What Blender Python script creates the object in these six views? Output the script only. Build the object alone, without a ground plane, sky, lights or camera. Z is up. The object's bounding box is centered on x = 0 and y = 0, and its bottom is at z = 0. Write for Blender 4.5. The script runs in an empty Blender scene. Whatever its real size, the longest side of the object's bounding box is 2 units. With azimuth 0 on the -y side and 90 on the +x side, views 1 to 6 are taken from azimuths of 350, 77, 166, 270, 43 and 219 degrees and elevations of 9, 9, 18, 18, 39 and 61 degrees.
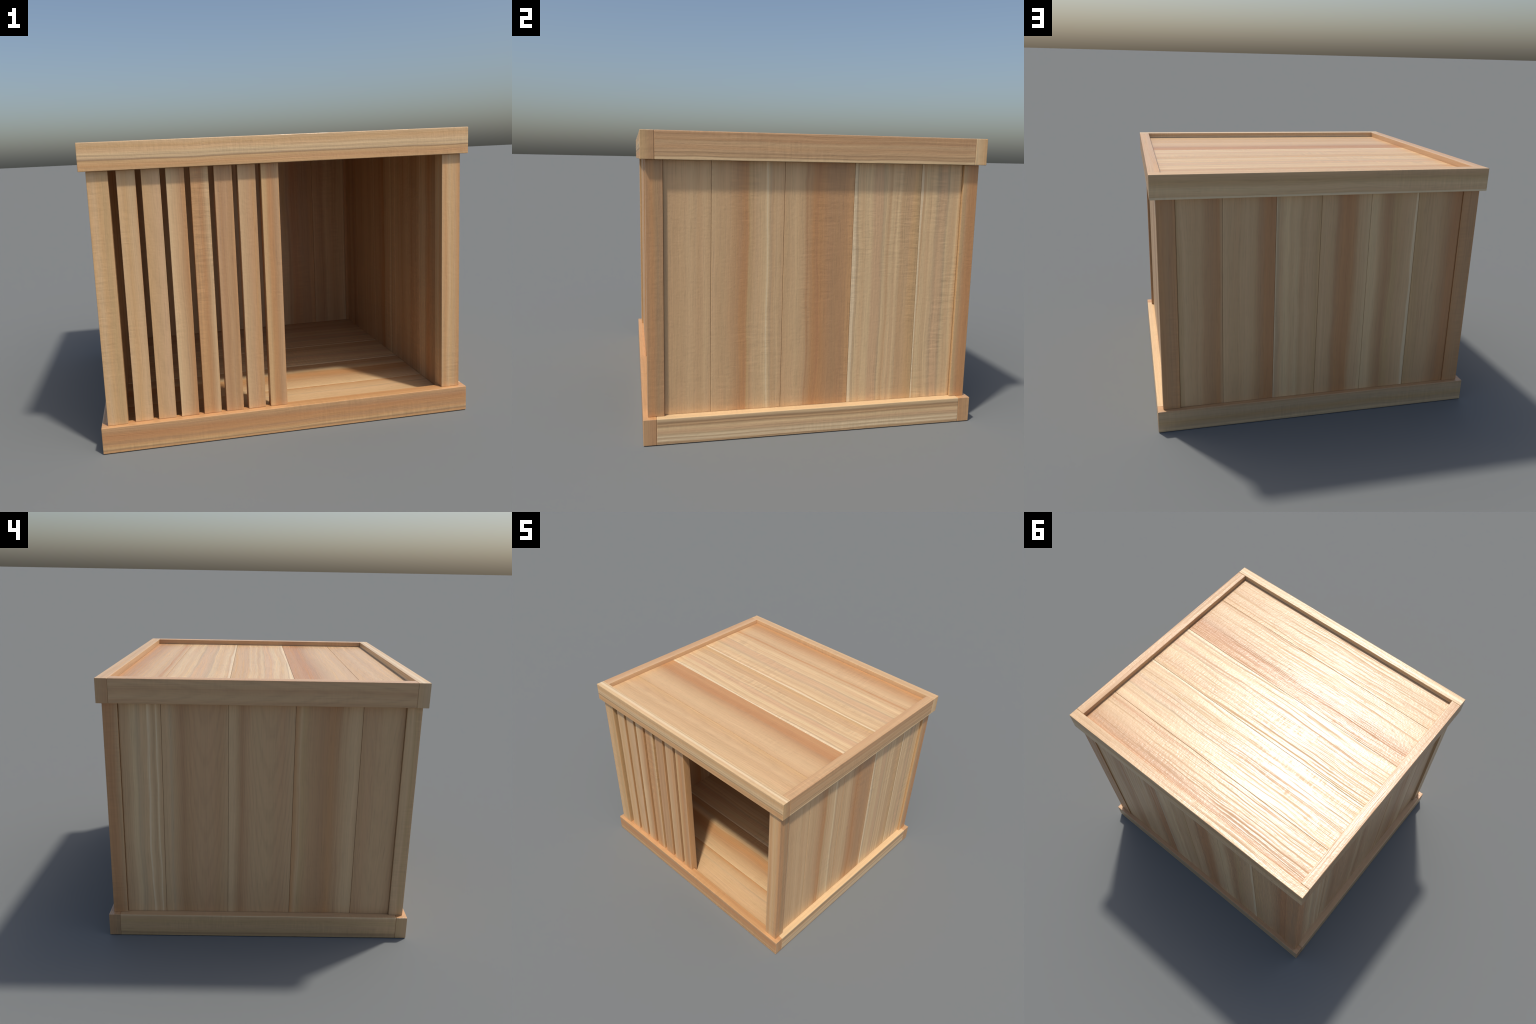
"""Open-fronted wooden pet house: corner posts, planked walls, floor and roof,
a slatted screen over half of the front, and a frame of boards round top and base."""
import bpy, bmesh, math, random
from mathutils import Matrix, Vector

random.seed(7)

# ------------------------------------------------------------------ sizes (metres)
HX, HY, TOP = 1.0, 0.901, 1.568            # half length, half depth, height of the frames
FRAME_H, FRAME_T = 0.1377, 0.067           # frame boards: height and thickness
BASE_TOP, RIM_LOW = 0.1385, 1.4307
FLOOR_TOP, ROOF_TOP, CEILING = 0.101, 1.532, 1.470
PX, PXI, PY, PYI = 0.967, 0.8645, 0.8767, 0.7935   # corner posts: outer / inner faces
WALL_X, LINING_X = 0.950, 0.8845           # side walls: outer / inner face
WALL_Y, LINING_Y = 0.8690, 0.7950          # back wall: outer / inner face
SIDE_SEAMS = (-0.5575, -0.1850, 0.1865, 0.5590)
BACK_SEAMS = (0.6043, 0.2948, 0.0263, -0.2771, -0.5768)
SLAT_FIRST, SLAT_W, SLAT_PITCH, SLAT_N = -0.8264, 0.0911, 0.1192, 7
SLAT_Y0, SLAT_Y1 = -0.864, -0.806
GAP = 0.0007

# ------------------------------------------------------------------ wood colours
# tone of each part of a board, as it looks in plain daylight (sRGB), then scaled to albedo
TONES = dict(
    tan=(171, 142, 108), tan_light=(179, 152, 118), cream=(187, 164, 129), white=(196, 180, 152),
    pink=(177, 148, 117), brown=(161, 128, 94), orange=(160, 118, 79), olive=(165, 138, 100),
    grey=(163, 142, 114), dark=(141, 114, 84), yellow=(175, 143, 103), amber=(168, 129, 89),
    rust=(155, 111, 73), rose=(167, 134, 101), line=(126, 101, 74), umber=(152, 117, 84))
GAIN = (1.485, 1.40, 1.285)
TAN = (169, 139, 105)


def albedo(tone):
    soft = 0.18                                   # draw all tones a little towards plain tan
    rgb = [c + (t - c) * soft for c, t in zip(TONES[tone], TAN)]
    lin = [((c / 255 + 0.055) / 1.055) ** 2.4 for c in rgb]
    return tuple(min(0.92, c * g) for c, g in zip(lin, GAIN)) + (1.0,)


# ------------------------------------------------------------------ node helpers
class Nodes:
    def __init__(self, tree):
        self.t = tree

    def new(self, kind, **props):
        n = self.t.nodes.new(kind)
        for k, v in props.items():
            setattr(n, k, v)
        return n

    def put(self, socket, value):
        if hasattr(value, "is_output"):
            self.t.links.new(value, socket)
        else:
            socket.default_value = value

    def math(self, op, a, b=0.0, c=0.0, clamp=False):
        n = self.new("ShaderNodeMath", operation=op, use_clamp=clamp)
        for s, v in zip(n.inputs, (a, b, c)):
            self.put(s, v)
        return n.outputs[0]

    def vec(self, x, y, z):
        n = self.new("ShaderNodeCombineXYZ")
        for s, v in zip(n.inputs, (x, y, z)):
            self.put(s, v)
        return n.outputs[0]

    def noise(self, vector, detail=2.0, rough=0.5, distort=0.0):
        n = self.new("ShaderNodeTexNoise")
        n.inputs["Scale"].default_value = 1.0
        n.inputs["Detail"].default_value = detail
        n.inputs["Roughness"].default_value = rough
        n.inputs["Distortion"].default_value = distort
        self.put(n.inputs["Vector"], vector)
        return n.outputs[0]

    def remap(self, v, a, b, c, d):
        n = self.new("ShaderNodeMapRange", interpolation_type="SMOOTHSTEP")
        for s, x in zip(n.inputs, (v, a, b, c, d)):
            self.put(s, x)
        return n.outputs[0]


def grain_group():
    """Shared grain: from distance along the board (X), across it (A) and a seed,
    gives the wander of the growth bands, brightness of the streaks, bump and gloss."""
    g = bpy.data.node_groups.new("wood_grain", "ShaderNodeTree")
    for name in ("X", "A", "Seed", "Streak", "Fleck", "Arch", "ArchX", "ArchA"):
        g.interface.new_socket(name, in_out="INPUT", socket_type="NodeSocketFloat")
    for name in ("Wander", "Shade", "Warmth", "Height", "Rough"):
        g.interface.new_socket(name, in_out="OUTPUT", socket_type="NodeSocketFloat")
    n = Nodes(g)
    i, o = n.new("NodeGroupInput"), n.new("NodeGroupOutput")
    X, A, S = i.outputs["X"], i.outputs["A"], i.outputs["Seed"]
    m = n.math

    def field(sx, sa, ds, **kw):
        return m("SUBTRACT", n.noise(n.vec(m("MULTIPLY", X, sx), m("MULTIPLY", A, sa), m("ADD", S, ds)), **kw), 0.5)

    wander = m("ADD", m("MULTIPLY", field(1.3, 4, 0.0, detail=2), 0.050), m("MULTIPLY", field(6, 9, 3.1, detail=2), 0.008))
    aw = m("ADD", A, wander)

    def streak(sx, sa, ds, **kw):
        return m("SUBTRACT", n.noise(n.vec(m("MULTIPLY", X, sx), m("MULTIPLY", aw, sa), m("ADD", S, ds)), **kw), 0.5)

    broad = streak(0.7, 26, 11.0, detail=2)
    mid = streak(0.7, 62, 17.0, detail=3, rough=0.65)
    fine = streak(1.4, 165, 23.0, detail=2, rough=0.6)
    dash = n.remap(n.noise(n.vec(m("MULTIPLY", X, 8.0), m("MULTIPLY", aw, 120), m("ADD", S, 83)), detail=2), 0.52, 0.72, 0, 1)
    feather = m("ADD", wander, m("ADD", m("MULTIPLY", mid, 0.030), m("ADD", m("MULTIPLY", fine, 0.012), m("MULTIPLY", broad, 0.02))))
    pores = n.remap(n.noise(n.vec(m("MULTIPLY", X, 14), m("MULTIPLY", aw, 420), m("ADD", S, 29)), detail=1), 0.62, 0.78, 0, 1)
    # fiddleback: short ripples across the grain, in patches
    patch = n.remap(n.noise(n.vec(m("MULTIPLY", X, 1.6), m("MULTIPLY", A, 9), m("ADD", S, 37)), detail=1), 0.42, 0.66, 0, 1)
    ripple = m("MULTIPLY", m("MULTIPLY", field(75, 9, 41.0, detail=2, rough=0.6), patch), i.outputs["Fleck"])
    cloud = field(5, 16, 53.0, detail=3)
    # arched growth rings of a flat-sawn board
    dx = m("MULTIPLY", m("SUBTRACT", X, i.outputs["ArchX"]), 0.32)
    da = m("SUBTRACT", aw, i.outputs["ArchA"])
    ax = m("ADD", m("MULTIPLY", m("MULTIPLY", da, da), 20.0), dx)
    rings = m("SINE", m("MULTIPLY", m("ADD", ax, m("MULTIPLY", field(3, 12, 61.0, detail=2), 0.05)), 85.0))
    arch = m("MULTIPLY", n.remap(rings, 0.0, 1.0, 0.0, 1.0), i.outputs["Arch"])

    lines = m("ADD", m("MULTIPLY", broad, 0.13), m("ADD", m("MULTIPLY", mid, 0.26), m("MULTIPLY", fine, 0.30)))
    shade = m("ADD", 1.0, m("MULTIPLY", lines, i.outputs["Streak"]))
    shade = m("ADD", shade, m("MULTIPLY", cloud, 0.07))
    shade = m("ADD", shade, m("MULTIPLY", ripple, 0.55))
    shade = m("SUBTRACT", shade, m("MULTIPLY", arch, 0.065))
    shade = m("SUBTRACT", shade, m("ADD", m("MULTIPLY", pores, 0.05), m("MULTIPLY", dash, 0.075)))
    warmth = m("ADD", m("MULTIPLY", field(1.5, 22, 71.0, detail=2), 1.0), m("MULTIPLY", mid, -0.5))
    height = m("ADD", m("ADD", m("MULTIPLY", mid, 0.9), m("MULTIPLY", fine, 0.5)), m("ADD", m("ADD", m("MULTIPLY", ripple, 1.0), m("MULTIPLY", field(70, 45, 91.0, detail=2), 0.7)), m("MULTIPLY", pores, -0.25)))
    dull = n.remap(m("ADD", m("MULTIPLY", mid, 1.0), m("ADD", m("MULTIPLY", fine, 0.9), m("MULTIPLY", ripple, -0.5))), -0.22, 0.02, 1.0, 0.0)
    rough = m("ADD", 0.325, m("MULTIPLY", dull, 0.33))
    for name, v in zip(("Wander", "Shade", "Warmth", "Height", "Rough"), (feather, shade, warmth, height, rough)):
        n.put(o.inputs[name], v)
    return g


GRAIN = grain_group()
seed_count = [0]


def wood(name, w, t, profile, wrap=False, streak=1.0, fleck=0.6, arch=0.0, arch_x=0.0, arch_a=0.0, wander=1.0, ends=None):
    """profile: (place across the board 0..1, tone). With wrap the profile runs over
    the face and on round the edge; otherwise across the face alone."""
    seed_count[0] += 1
    mat = bpy.data.materials.new(name)
    mat.use_nodes = True
    n = Nodes(mat.node_tree)
    m = n.math
    shader = mat.node_tree.nodes["Principled BSDF"]
    xyz = n.new("ShaderNodeSeparateXYZ")
    n.put(xyz.inputs[0], n.new("ShaderNodeTexCoord").outputs["Object"])
    X, Y, Z = xyz.outputs
    # unrolled distance round the board; on the sawn ends, distance through its thickness
    nrm = n.new("ShaderNodeSeparateXYZ")
    n.put(nrm.inputs[0], n.new("ShaderNodeTexCoord").outputs["Normal"])
    end = m("GREATER_THAN", m("ABSOLUTE", nrm.outputs[0]), 0.8)
    deep = m("SUBTRACT", t / 2, Z)
    A = m("ADD", m("MULTIPLY", Y, m("SUBTRACT", 1.0, end)), deep)
    X = m("ADD", X, m("MULTIPLY", m("MULTIPLY", Y, end), 0.5))
    g = n.new("ShaderNodeGroup", node_tree=GRAIN)
    for k, v in dict(X=X, A=A, Seed=seed_count[0] * 7.31, Streak=streak, Fleck=fleck, Arch=arch, ArchX=arch_x, ArchA=arch_a).items():
        n.put(g.inputs[k], v)
    across = A if wrap else Y
    span = w + t if wrap else w
    flat = m("DIVIDE", m("ADD", across, w / 2), span)
    fade = m("MULTIPLY", m("MINIMUM", flat, m("SUBTRACT", 1.0, flat)), 12.0, clamp=True)   # bands keep straight along the edges
    drift = m("MULTIPLY", m("MULTIPLY", g.outputs["Wander"], wander / span), fade)
    pos = m("ADD", flat, drift, clamp=True)
    ramp = n.new("ShaderNodeValToRGB")
    e = ramp.color_ramp.elements
    while len(e) < len(profile):
        e.new(0.5)
    for k, (p, tone) in enumerate(profile):
        e[k].position = p
    for k, (p, tone) in enumerate(profile):
        e[k].color = albedo(tone)
    n.put(ramp.inputs[0], pos)
    body = ramp.outputs[0]
    for sign, tones in zip((-1, 1), ends or ()):       # sawn ends show their own tones, front to back
        cut = n.new("ShaderNodeValToRGB")
        for k in (0, 1):
            cut.color_ramp.elements[k].position = (0.15, 0.85)[k]
            cut.color_ramp.elements[k].color = albedo(tones[k])
        n.put(cut.inputs[0], m("ADD", m("DIVIDE", deep, t), m("MULTIPLY", g.outputs["Wander"], 4.0)))
        pick = n.new("ShaderNodeMix", data_type="RGBA")
        n.put(pick.inputs["Factor"], m("GREATER_THAN", m("MULTIPLY", nrm.outputs[0], sign), 0.8))
        n.put(pick.inputs["A"], body)
        n.put(pick.inputs["B"], cut.outputs[0])
        body = pick.outputs["Result"]
    # warmth shifts between a rosier and a more olive wood; shade scales the lot
    tint = n.new("ShaderNodeMix", data_type="RGBA", blend_type="MIX")
    n.put(tint.inputs["Factor"], m("ADD", g.outputs["Warmth"], 0.5, clamp=True))
    tint.inputs["A"].default_value = (0.97, 1.01, 1.00, 1)
    tint.inputs["B"].default_value = (1.03, 0.985, 0.975, 1)
    mul = n.new("ShaderNodeMix", data_type="RGBA", blend_type="MULTIPLY")
    mul.inputs["Factor"].default_value = 1.0
    n.put(mul.inputs["A"], body)
    n.put(mul.inputs["B"], tint.outputs["Result"])
    power = n.new("ShaderNodeVectorMath", operation="SCALE")
    n.put(power.inputs[0], mul.outputs["Result"])
    n.put(power.inputs["Scale"], g.outputs["Shade"])
    n.put(shader.inputs["Base Color"], power.outputs[0])
    n.put(shader.inputs["Roughness"], g.outputs["Rough"])
    shader.inputs["Specular IOR Level"].default_value = 0.75
    bump = n.new("ShaderNodeBump")
    bump.inputs["Strength"].default_value = 0.6
    bump.inputs["Distance"].default_value = 0.002
    n.put(bump.inputs["Height"], g.outputs["Height"])
    n.put(shader.inputs["Normal"], bump.outputs[0])
    return mat


# ------------------------------------------------------------------ boards
AX = dict(x=Vector((1, 0, 0)), y=Vector((0, 1, 0)), z=Vector((0, 0, 1)))


def direction(code):
    return AX[code[-1]] * (-1 if code[0] == "-" else 1)


def box(bm, size, at=(0, 0, 0), bevel=0.003):
    made = bmesh.ops.create_cube(bm, size=1.0, matrix=Matrix.Translation(at) @ Matrix.Diagonal((*size, 1.0)))
    if bevel:
        edges = {e for v in made["verts"] for e in v.link_edges}
        bmesh.ops.bevel(bm, geom=list(edges), offset=bevel, segments=2, profile=0.5, affect="EDGES")


def board(kind, parent, low, high, along, across, profile, bevel=0.0018, wrap=False, heels=(), **look):
    """A board filling the box low..high; its grain runs along `along`, its profile
    across `across`. heels: further boxes (low, high) that belong to the same piece."""
    low, high = Vector(low), Vector(high)
    ex, ey = direction(along), direction(across)
    ez = ex.cross(ey)
    turn = Matrix((ex, ey, ez)).transposed()
    centre = (low + high) / 2
    dims = [abs((high - low).dot(a)) for a in (ex, ey, ez)]
    bm = bmesh.new()
    box(bm, dims, bevel=bevel)
    for l, h in heels:
        l, h = Vector(l), Vector(h)
        box(bm, [abs((h - l).dot(a)) for a in (ex, ey, ez)], turn.transposed() @ ((l + h) / 2 - centre), 0)
    me = bpy.data.meshes.new(kind)
    bm.to_mesh(me)
    bm.free()
    ob = bpy.data.objects.new(kind, me)
    me.materials.append(wood(kind, dims[1], dims[2], profile, wrap=wrap, **look))
    bpy.context.scene.collection.objects.link(ob)
    ob.matrix_world = Matrix.Translation(centre) @ turn.to_4x4()
    if parent:
        ob.parent = parent
    return ob


house = bpy.data.objects.new("wooden_pet_house", None)
bpy.context.scene.collection.objects.link(house)
house["label"] = "open-fronted wooden pet house with slatted screen and flat roof"
house["category"] = "pet house"
bpy.context.view_layer.update()


def core(kind, low, high, along="x", across="y"):
    """The plain panel inside a wall, the roof or the floor, to which planks are fixed."""
    ob = board(kind, house, low, high, along, across, [(0, "brown"), (0.5, "umber"), (1, "brown")], bevel=0.0)
    return ob


def adopt(parent, child):
    bpy.context.view_layer.update()
    child.parent = parent
    child.matrix_parent_inverse = parent.matrix_world.inverted()


def plank_row(kind, parent, edges, place, profiles, along, across):
    """planks side by side: place(a, b) gives the box between two seams."""
    for (a, b), (profile, look) in zip(zip(edges, edges[1:]), profiles):
        lo, hi = place(min(a, b) + GAP, max(a, b) - GAP)
        adopt(parent, board(kind, None, lo, hi, along, across, profile, bevel=0.0015, **look))


# kinds of plank, across the face from one edge to the other
PLAIN = ([(0, "tan"), (.3, "tan"), (.55, "tan_light"), (.75, "tan"), (.9, "tan_light"), (1, "tan")], dict(streak=.8, fleck=.3))
STREAKED = ([(0, "tan_light"), (.12, "tan"), (.22, "tan"), (.33, "brown"), (.43, "orange"), (.49, "orange"), (.53, "olive"), (.56, "tan"), (.62, "tan_light"),
             (.72, "tan_light"), (.77, "cream"), (.79, "white"), (.81, "cream"), (.83, "grey"), (.86, "tan"), (.93, "tan_light"), (1, "tan")], dict(streak=.9))
EDGE = ([(0, "tan"), (.18, "tan_light"), (.3, "tan"), (.34, "umber"), (.37, "brown"), (.43, "orange"), (.49, "rust"), (.56, "orange"), (.68, "umber"),
         (.85, "umber"), (1, "amber")], dict(streak=.8))
STRIPED = ([(0, "white"), (.035, "white"), (.05, "grey"), (.085, "cream"), (.16, "tan_light"), (.20, "cream"), (.27, "cream"), (.32, "pink"), (.42, "pink"),  # white at 0: painted highlight on the seam edge
            (.45, "grey"), (.48, "cream"), (.54, "tan"), (.58, "cream"), (.64, "tan_light"), (.70, "cream"), (.73, "tan"), (.86, "tan"), (.93, "yellow"), (1, "olive")], dict(streak=1.3, fleck=.9))
PALE = ([(0, "white"), (.03, "white"), (.05, "tan"), (.12, "cream"), (.24, "tan_light"), (.36, "cream"), (.40, "grey"), (.5, "pink"), (.62, "pink"),  # first two stops draw the glint along the joint into the colour
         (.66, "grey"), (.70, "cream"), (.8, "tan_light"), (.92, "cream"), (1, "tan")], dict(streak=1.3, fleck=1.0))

# ------------------------------------------------------------------ roof
roof = core("roof", (-0.932, -0.833, CEILING), (0.932, 0.833, 1.506))
roof_profiles = [
    ([(0, "tan_light"), (.25, "tan_light"), (.45, "tan"), (.6, "tan_light"), (.75, "tan"), (1, "yellow")], dict(streak=.9, fleck=.2, arch=.6, arch_x=-.3, arch_a=.05)),
    ([(0, "tan"), (.2, "tan_light"), (.42, "tan"), (.56, "brown"), (.62, "umber"), (.70, "rust"), (.78, "rust"), (.9, "orange"), (1, "orange")], dict(streak=.8, fleck=.3)),
    STRIPED, PALE,
    ([(0, "tan_light"), (.08, "tan"), (.13, "orange"), (.17, "tan"), (.35, "tan_light"), (.5, "tan"), (.66, "brown"), (.82, "umber"), (1, "orange")], dict(streak=1.1))]
plank_row("roof_plank", roof, (-0.8335, *SIDE_SEAMS, 0.8335), lambda a, b: ((-0.9325, a, 1.505), (0.9325, b, ROOF_TOP)), roof_profiles, "x", "y")

# ------------------------------------------------------------------ floor
floor = core("floor", (-0.932, -0.833, 0.030), (0.932, 0.833, 0.076))
floor_profiles = [
    ([(0, "tan"), (.2, "tan_light"), (.6, "tan_light"), (.66, "grey"), (.70, "tan_light"), (.85, "tan"), (.96, "amber"), (1, "orange")], dict(streak=.9, fleck=.2)),
    ([(0, "cream"), (.1, "tan_light"), (.25, "tan"), (.33, "brown"), (.48, "orange"), (.62, "amber"), (.70, "cream"), (.78, "grey"), (.84, "brown"), (.97, "brown"), (1, "dark")], dict(streak=1.0)),
    STRIPED, PALE,
    ([(0, "tan"), (.3, "brown"), (.6, "tan"), (1, "orange")], dict(streak=1.1))]
plank_row("floor_plank", floor, (-0.8335, *SIDE_SEAMS, 0.8335), lambda a, b: ((-0.9325, a, 0.075), (0.9325, b, FLOOR_TOP)), floor_profiles, "x", "y")

# ------------------------------------------------------------------ frames of boards
Z_RIM, Z_BASE = (RIM_LOW, TOP), (0.0, BASE_TOP)
JX = HX - FRAME_T
JY = HY - FRAME_T


def frame(kind, parent, z, looks):
    (front, back, right, left) = looks
    jy = JY - 0.0004
    for lo, hi, al, (profile, look) in (
            ((-HX, -HY, z[0]), (HX, -JY, z[1]), "x", front),
            ((-HX, JY, z[0]), (HX, HY, z[1]), "-x", back),
            ((JX, -jy, z[0]), (HX, jy, z[1]), "y", right),
            ((-HX, -jy, z[0]), (-JX, jy, z[1]), "-y", left)):
        adopt(parent, board(kind, None, lo, hi, al, "z", profile, bevel=0.0028, wrap=True, **look))


# profiles climb the outer face (0 .. .67) and go on over the top edge (.67 .. 1)
frame("roof_trim_board", roof, Z_RIM, (
    ([(0, "yellow"), (.12, "amber"), (.22, "yellow"), (.245, "line"), (.275, "grey"), (.31, "cream"), (.335, "grey"), (.40, "cream"), (.44, "tan_light"), (.55, "yellow"), (.66, "tan_light"),
      (.72, "cream"), (.78, "tan_light"), (.84, "white"), (.88, "white"), (.92, "grey"), (.95, "cream"), (1, "tan_light")], dict(streak=.9, wander=.35, ends=(("grey", "tan"), ("olive", "umber")))),
    ([(0, "white"), (.05, "white"), (.07, "tan_light"), (.25, "cream"), (.45, "olive"), (.6, "tan"), (.68, "tan_light"), (.85, "tan"), (1, "tan_light")], dict(streak=.9, wander=.3, ends=(("yellow", "cream"), ("brown", "umber")))),
    ([(0, "cream"), (.05, "cream"), (.08, "dark"), (.11, "tan"), (.17, "dark"), (.20, "tan"), (.3, "brown"), (.4, "tan"), (.48, "umber"), (.54, "brown"), (.62, "umber"), (.67, "rose"), (.75, "tan"), (1, "rose")], dict(streak=1.3, wander=.4)),
    ([(0, "brown"), (.2, "tan"), (.4, "brown"), (.55, "tan"), (.68, "rose"), (.85, "rose"), (1, "pink")], dict(streak=.5, fleck=.3, arch=.8, arch_x=.5, arch_a=0.0))))
frame("base_trim_board", floor, Z_BASE, (
    ([(0, "amber"), (.05, "amber"), (.085, "line"), (.12, "yellow"), (.18, "amber"), (.24, "umber"), (.33, "orange"), (.45, "rust"), (.55, "umber"), (.62, "brown"), (.67, "amber"), (.8, "amber"), (.9, "orange"), (1, "amber")], dict(streak=.9, wander=.3, ends=(("tan", "olive"), ("brown", "umber")))),
    ([(0, "grey"), (.08, "cream"), (.14, "grey"), (.3, "olive"), (.45, "grey"), (.6, "grey"), (.68, "brown"), (1, "amber")], dict(streak=1.0, wander=.3, ends=(("brown", "umber"), ("umber", "dark")))),
    ([(0, "grey"), (.05, "dark"), (.11, "white"), (.16, "grey"), (.2, "white"), (.26, "grey"), (.33, "pink"), (.42, "cream"), (.48, "dark"), (.51, "tan"), (.555, "line"), (.60, "grey"), (.66, "cream"), (.72, "cream"), (.85, "cream"), (1, "tan_light")], dict(streak=1.2, wander=.3)),
    ([(0, "olive"), (.1, "dark"), (.15, "olive"), (.3, "tan"), (.5, "olive"), (.62, "tan"), (.66, "cream"), (.7, "tan"), (1, "tan")], dict(streak=.8, wander=.3))))

# ------------------------------------------------------------------ corner posts
Z_OUT = (BASE_TOP + GAP, RIM_LOW - GAP)            # between the frames
Z_IN = (FLOOR_TOP + GAP, CEILING - GAP)            # between floor and ceiling


def post(sx, sy, across, profile, **look):
    xs, ys = sorted((sx * PX, sx * PXI)), sorted((sy * PY, sy * PYI))
    hx, hy = sorted((sx * (JX - .001), sx * PXI)), sorted((sy * (JY - .001), sy * PYI))
    heels = [((hx[0], hy[0], Z_IN[0]), (hx[1], hy[1], Z_OUT[0])), ((hx[0], hy[0], Z_OUT[1]), (hx[1], hy[1], Z_IN[1]))]
    board("corner_post", house, (xs[0], ys[0], Z_OUT[0]), (xs[1], ys[1], Z_OUT[1]), "-z", across, profile, wrap=True, heels=heels, **look)


post(1, -1, "x", [(0, "tan"), (.12, "amber"), (.24, "tan_light"), (.30, "yellow"), (.38, "tan"), (.5, "amber"), (.56, "umber"), (.72, "orange"), (.85, "dark"), (1, "umber")], streak=.8, wander=.3)
post(-1, -1, "-y", [(0, "tan"), (.2, "tan_light"), (.3, "olive"), (.42, "tan"), (.46, "yellow"), (.6, "tan_light"), (.72, "yellow"), (.86, "olive"), (1, "yellow")], streak=.8, wander=.3)
post(1, 1, "y", [(0, "tan"), (.06, "olive"), (.12, "brown"), (.22, "orange"), (.36, "rust"), (.45, "orange"), (.55, "orange"), (.75, "umber"), (1, "orange")], streak=.8, wander=.3)
post(-1, 1, "-x", [(0, "orange"), (.3, "umber"), (.45, "umber"), (.56, "orange"), (.68, "rust"), (.8, "orange"), (.95, "brown"), (1, "tan")], streak=.8, wander=.3)

# ------------------------------------------------------------------ walls
right_profiles = [PLAIN, STREAKED, EDGE, STRIPED, PALE]
left_profiles = [
    ([(0, "tan"), (.16, "tan"), (.24, "tan_light"), (.34, "cream"), (.42, "grey"), (.55, "tan_light"), (.66, "tan_light"), (.70, "white"), (.75, "tan_light"), (.80, "tan"), (.87, "cream"), (.90, "white"), (.93, "tan_light"), (.96, "tan"), (1, "tan")], dict(streak=.9, fleck=.15)),
    ([(0, "tan"), (.09, "tan_light"), (.13, "grey"), (.17, "tan"), (.3, "umber"), (.42, "brown"), (.55, "rose"), (.75, "rose"), (.9, "brown"), (1, "tan")], dict(streak=.4, fleck=.1, arch=.8, arch_x=.1, arch_a=.06)),
    ([(0, "tan_light"), (.08, "tan_light"), (.12, "tan"), (.2, "umber"), (.3, "rose"), (.4, "tan"), (.6, "tan"), (.8, "rose"), (1, "tan")], dict(streak=.35, fleck=.1, arch=1.0, arch_x=-.05, arch_a=.05)),
    ([(0, "orange"), (.03, "amber"), (.08, "tan_light"), (.12, "olive"), (.25, "brown"), (.42, "umber"), (.58, "orange"), (.68, "brown"), (.78, "tan"), (.88, "tan_light"), (.94, "tan_light"), (1, "tan")], dict(streak=.8, fleck=.1)),
    ([(0, "brown"), (.2, "rose"), (.45, "tan"), (.8, "tan"), (1, "brown")], dict(streak=.5, fleck=.1, arch=.5, arch_x=.2, arch_a=0.0))]
back_profiles = [
    ([(0, "olive"), (.15, "tan_light"), (.35, "tan"), (.5, "tan"), (.58, "brown"), (.75, "umber"), (.92, "orange"), (.96, "brown"), (1, "tan")], dict(streak=.7, fleck=.1)),
    ([(0, "tan_light"), (.3, "tan"), (.45, "tan_light"), (.6, "tan"), (.66, "brown"), (.74, "umber"), (.79, "orange"), (.84, "rust"), (1, "rust")], dict(streak=.7, fleck=.1)),
    ([(0, "white"), (.03, "grey"), (.12, "tan_light"), (.2, "cream"), (.3, "cream"), (.38, "tan_light"), (.5, "cream"), (.6, "tan"), (.75, "tan_light"), (.9, "tan"), (1, "olive")], dict(streak=.9, fleck=.15)),
    ([(0, "tan"), (.1, "tan_light"), (.28, "tan"), (.36, "umber"), (.46, "orange"), (.56, "rust"), (.66, "orange"), (.76, "tan"), (.88, "tan_light"), (1, "cream")], dict(streak=.7, fleck=.1)),
    ([(0, "cream"), (.14, "cream"), (.22, "tan"), (.30, "brown"), (.4, "umber"), (.55, "olive"), (.72, "tan"), (.90, "tan_light"), (.945, "tan_light"), (.965, "white"), (.985, "white"), (1, "tan")], dict(streak=.7, fleck=.1)),
    ([(0, "olive"), (.3, "tan"), (.5, "tan"), (.64, "brown"), (.74, "umber"), (.84, "rust"), (1, "rust")], dict(streak=.8, fleck=.1))]
LINING = [(0, "tan_light"), (.06, "tan_light"), (.12, "tan"), (.35, "brown"), (.55, "tan"), (.7, "umber"), (.9, "brown"), (1, "tan")]  # tones browned for the dim, reddish bounced light indoors
inner = [(LINING, dict(arch=.5, arch_x=.2, arch_a=.03, streak=.7)), PLAIN, STREAKED, (LINING, {}), EDGE, ([(1 - p, tone) for p, tone in LINING[::-1]], {})]
Y_EDGES = (-PYI + GAP, *SIDE_SEAMS, PYI - GAP)
X_EDGES = (PXI - GAP, *BACK_SEAMS, -PXI + GAP)
ZC = (FLOOR_TOP + .001, CEILING - .001)

for s, outer, out_dir, in_dir in ((1, right_profiles, "y", "-y"), (-1, left_profiles, "-y", "y")):
    xs = sorted((s * 0.9050, s * 0.9270))
    wall = core("side_wall", (xs[0], -PYI + .001, ZC[0]), (xs[1], PYI - .001, ZC[1]), "-z", out_dir)
    edges = Y_EDGES if s > 0 else Y_EDGES[::-1]
    lo, hi = sorted((s * 0.9262, s * WALL_X))
    plank_row("wall_plank", wall, edges, lambda a, b: ((lo, a, Z_OUT[0]), (hi, b, Z_OUT[1])), outer, "-z", out_dir)
    lo, hi = sorted((s * 0.9058, s * LINING_X))
    plank_row("wall_plank", wall, edges[::-1], lambda a, b: ((lo, a, Z_IN[0]), (hi, b, Z_IN[1])), inner[:5], "-z", in_dir)

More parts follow.
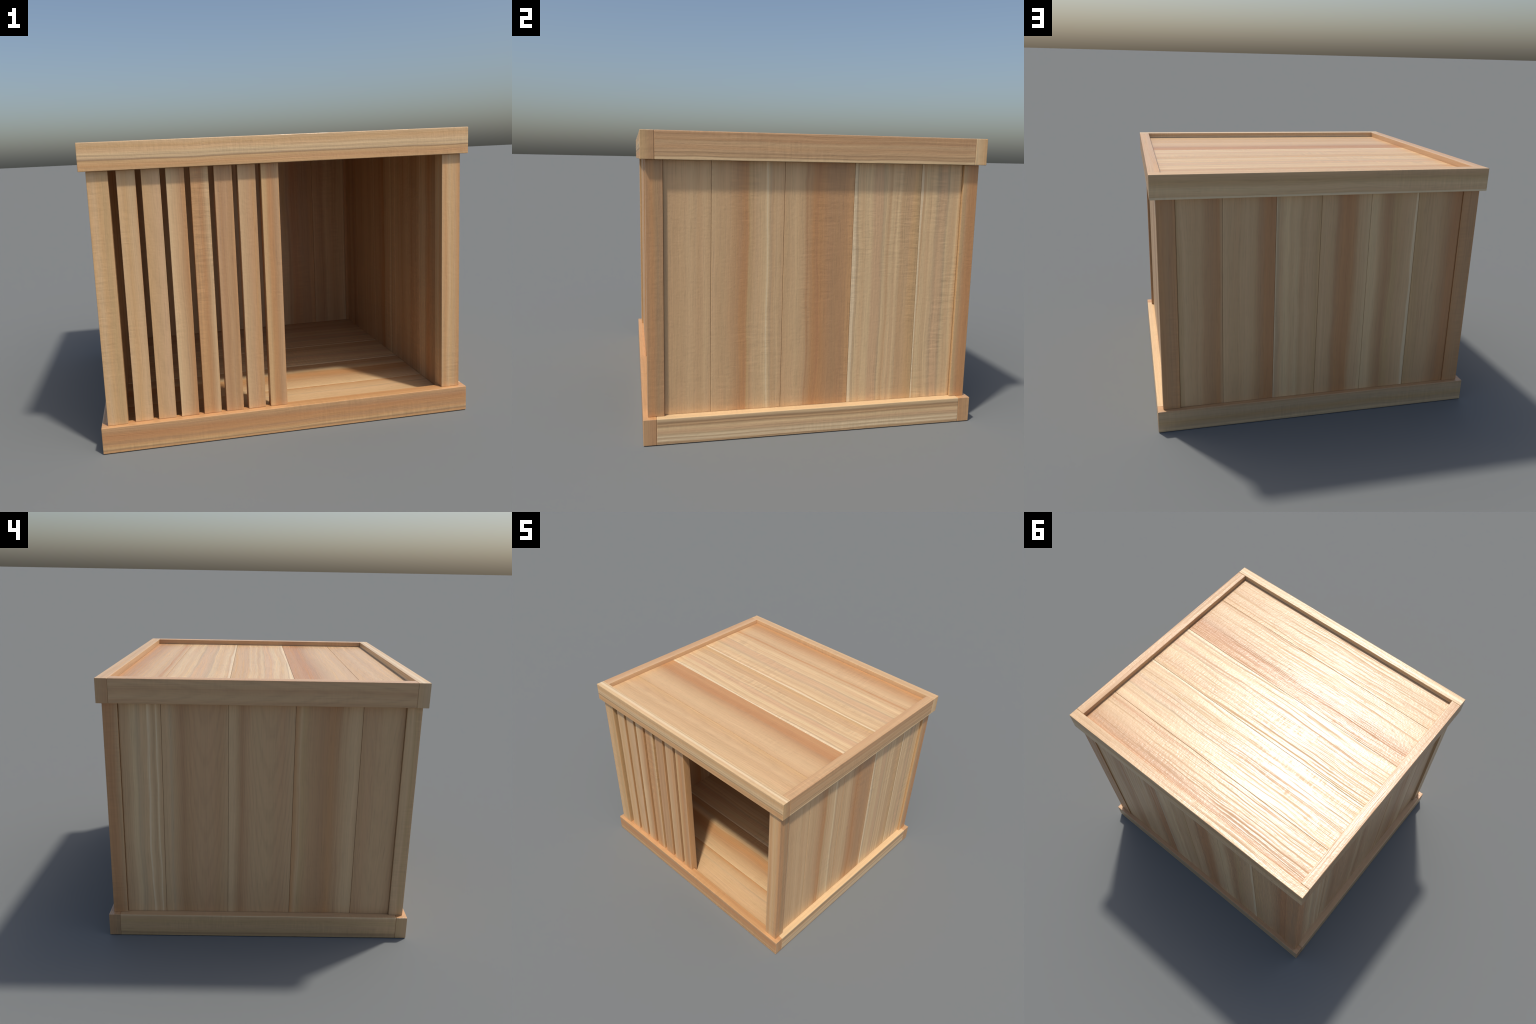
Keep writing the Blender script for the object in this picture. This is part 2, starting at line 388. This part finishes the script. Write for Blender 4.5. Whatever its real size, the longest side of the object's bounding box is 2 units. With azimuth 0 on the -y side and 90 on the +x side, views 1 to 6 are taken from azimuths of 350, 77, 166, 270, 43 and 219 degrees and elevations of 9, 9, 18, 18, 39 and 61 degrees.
wall = core("back_wall", (-PXI + .001, 0.815, ZC[0]), (PXI - .001, 0.833, ZC[1]), "-z", "-x")
plank_row("wall_plank", wall, X_EDGES, lambda a, b: ((a, 0.8322, Z_OUT[0]), (b, WALL_Y, Z_OUT[1])), back_profiles, "-z", "-x")
plank_row("wall_plank", wall, X_EDGES[::-1], lambda a, b: ((a, LINING_Y, Z_IN[0]), (b, 0.8158, Z_IN[1])), inner, "-z", "x")

# ------------------------------------------------------------------ front slats
slat_looks = [
    ([(0, "tan_light"), (.25, "yellow"), (.45, "tan_light"), (.6, "tan"), (.64, "amber"), (1, "olive")], dict(streak=.7)),
    ([(0, "yellow"), (.3, "tan"), (.5, "pink"), (.6, "tan"), (.64, "amber"), (1, "brown")], dict(streak=.4, fleck=.2, arch=.6, arch_x=.1, arch_a=.01)),
    ([(0, "cream"), (.15, "tan_light"), (.3, "tan"), (.42, "brown"), (.56, "orange"), (.64, "amber"), (1, "umber")], dict(streak=1.1, fleck=.7)),
    ([(0, "amber"), (.2, "amber"), (.32, "orange"), (.45, "brown"), (.55, "tan_light"), (.62, "yellow"), (1, "amber")], dict(streak=.9, fleck=.9)),
    ([(0, "rose"), (.2, "umber"), (.35, "brown"), (.5, "umber"), (.6, "amber"), (1, "umber")], dict(streak=.7, fleck=.2)),
    ([(0, "tan_light"), (.15, "tan"), (.35, "rose"), (.5, "amber"), (.62, "brown"), (1, "umber")], dict(streak=.7, fleck=.2)),
    ([(0, "yellow"), (.12, "yellow"), (.24, "orange"), (.33, "orange"), (.42, "umber"), (.55, "rose"), (.62, "amber"), (1, "umber")], dict(streak=.7, fleck=.6))]
for k, (profile, look) in enumerate(slat_looks):
    x0 = SLAT_FIRST + k * SLAT_PITCH
    x1 = x0 + SLAT_W
    heel_y = -JY + .001
    heels = [((x0, heel_y, Z_IN[0]), (x1, SLAT_Y1, Z_OUT[0])), ((x0, heel_y, Z_OUT[1]), (x1, SLAT_Y1, Z_IN[1]))]
    board("front_slat", house, (x0, SLAT_Y0, Z_OUT[0]), (x1, SLAT_Y1, Z_OUT[1]), "-z", "x", profile, wrap=True, wander=.35, heels=heels, **look)
